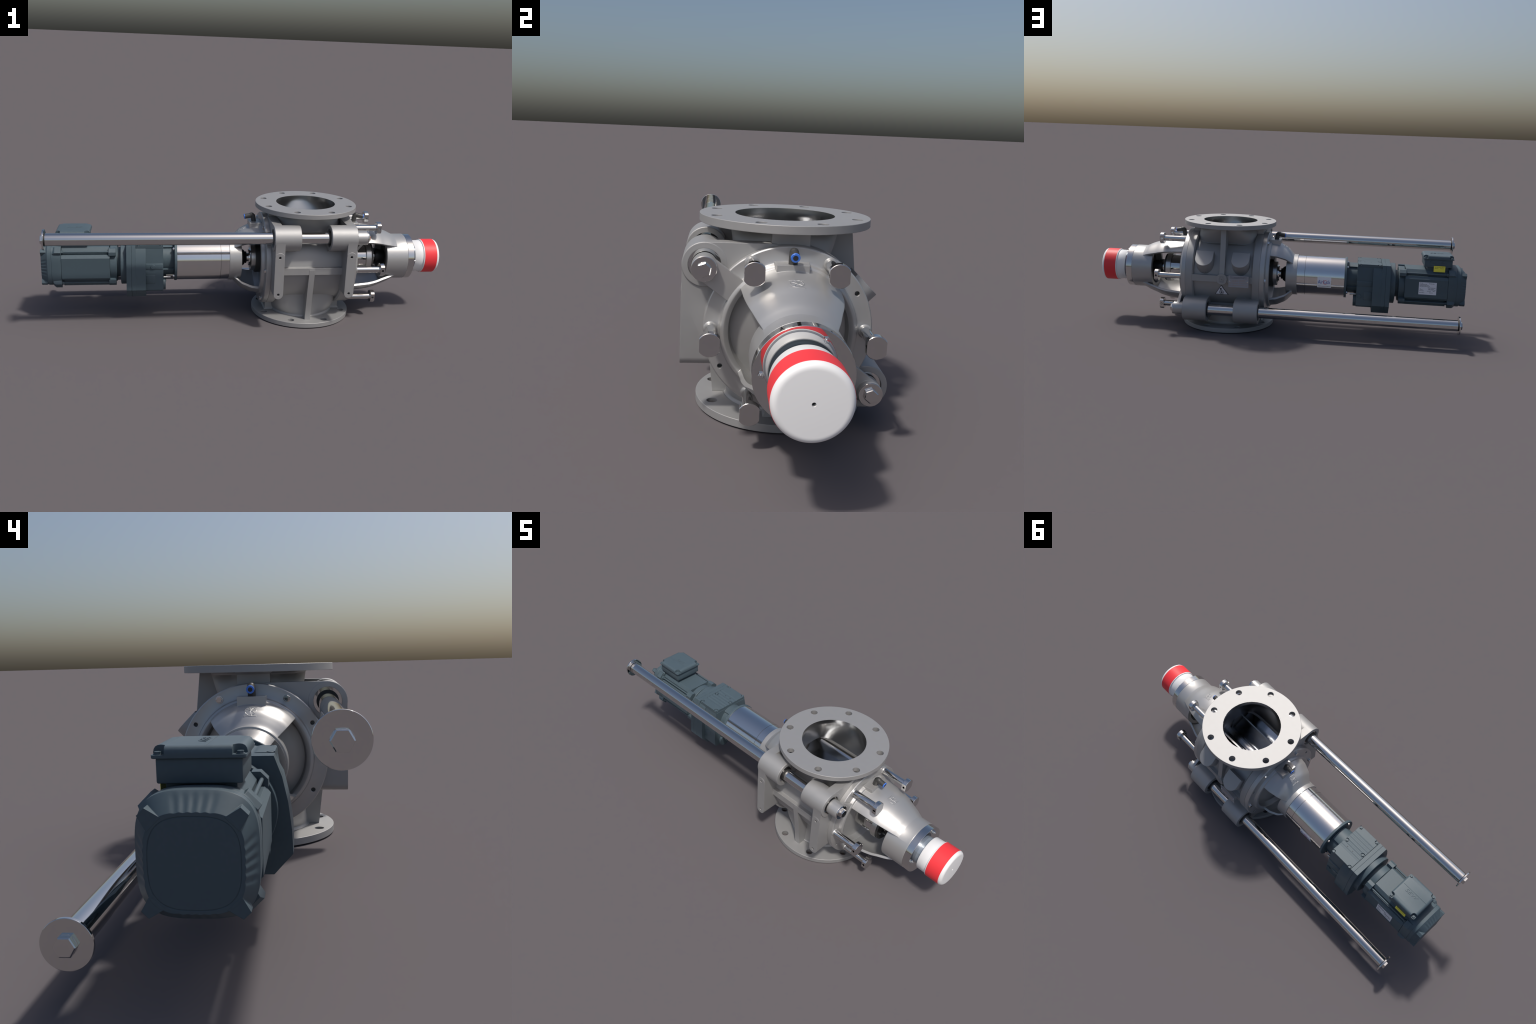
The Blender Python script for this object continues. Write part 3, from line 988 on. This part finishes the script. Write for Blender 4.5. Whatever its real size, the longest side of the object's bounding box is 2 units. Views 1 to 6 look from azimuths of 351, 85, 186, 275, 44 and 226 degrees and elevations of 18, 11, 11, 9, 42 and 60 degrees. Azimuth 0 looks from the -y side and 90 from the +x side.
# ------------------------------------------------------------------ plates on the valve
np_ = flat_label("valve_name_plate", PLATE, housing, (0.1905, 0.2570, 0.2865), (-1, 0, 0), (0, 0, 1), 0.1060, 0.0610,
                 [(0.024, -0.046, 0.046), (0.018, -0.046, 0.046)], INK, 8, 0.0018)
nb = merge([box(-0.053, 0.053, -0.0305, 0.0305, -0.003, 0.0), box(-0.049, 0.049, -0.010, 0.010, -0.03, -0.002)])
obj("plate_bracket", place(nb, (0.1905, 0.2570, 0.2865), (-1, 0, 0), (0, 0, 1)), CAST, np_)
rows = [(0.0075, -0.040, -0.003), (0.0075, 0.004, 0.040), (0.0015, -0.034, -0.003), (0.0015, 0.004, 0.034), (-0.008, -0.046, -0.003), (-0.008, 0.004, 0.046), (-0.020, -0.046, 0.046)]
o = obj("plate_print", [place(b, (0.1905, 0.2577, 0.2865), (-1, 0, 0), (0, 0, 1)) for b in dashes(0.1, rows, 9, 0.0022, 0.0004)], RUSTINK, np_)
o["kind"] = "stuff"
rv = obj("plate_rivet", lathe([(0, 0.004), (0.0015, 0.003), (0.002, 0)], 16, y=0, z=0, axis='y'), CHROME, np_)
copies(rv, [(0.1905 + s * 0.0475, 0.2576, 0.2865) for s in (-1, 1)])
em = [lathe([(0, 0.0125), (0, 0.0145), (0.0008, 0.0145), (0.0008, 0.0125)], 40, y=0, z=0, axis='z', closed=True)]
for k in range(3):
    b = box(-0.0125, 0.0125, -0.0008, 0.0008, 0, 0.0008)
    bmesh.ops.rotate(b, cent=(0, 0, 0), matrix=Matrix.Rotation(pi * k / 3 + 0.3, 3, 'Z'), verts=b.verts)
    em.append(b)
for sg in (-1, 1):
    em.append(box(-0.015, 0.015, sg * 0.0155 - 0.001, sg * 0.0155 + 0.001, 0, 0.0008))
obj("medallion_emblem", [place(b, (XC, 0.2364, ZC), (-1, 0, 0), (0, 0, 1)) for b in em], CAST, housing)

# warning triangle (tangent to the casing below the bar)
ta = radians(-18.5)
t_org = Vector((0.2905, 0.2135 * cos(ta), ZC + 0.2135 * sin(ta)))
t_up = Vector((0, -sin(ta), cos(ta)))
tri = lambda s, d0, d1, dy=0.0: prism([(-0.0355 * s, -0.0245 * s + dy), (0.0355 * s, -0.0245 * s + dy), (0, 0.0335 * s + dy)], d0, d1, 'z')
ws = obj("warning_sign", place(tri(1.0, -0.002, 0.0006), t_org, (-1, 0, 0), t_up), INK, housing)
obj("sign_face", place(tri(0.90, 0.0004, 0.0010, -0.0005), t_org, (-1, 0, 0), t_up), LABEL, ws)
sym = [lathe([(0.0008, 0.0105), (0.0008, 0.0125), (0.0013, 0.0125), (0.0013, 0.0105)], 32, y=0, z=0, axis='z', closed=True),
       cyl(0.0008, 0.0013, 0.004, axis='z', x=0, y=0, z=0, seg=20)]
for k in range(4):
    b = box(-0.0112, 0.0112, -0.0008, 0.0008, 0.0009, 0.0013)
    bmesh.ops.rotate(b, cent=(0, 0, 0), matrix=Matrix.Rotation(pi * k / 4, 3, 'Z'), verts=b.verts)
    sym.append(b)
for b in sym:
    bmesh.ops.translate(b, vec=(0, -0.0105, 0), verts=b.verts)
hand = cyl(0.0008, 0.0013, 0.0056, axis='z', x=-0.003, y=0.0095, z=0, seg=20)
sym.append(hand)
obj("sign_symbol", [place(b, t_org, (-1, 0, 0), t_up) for b in sym], INK, ws)
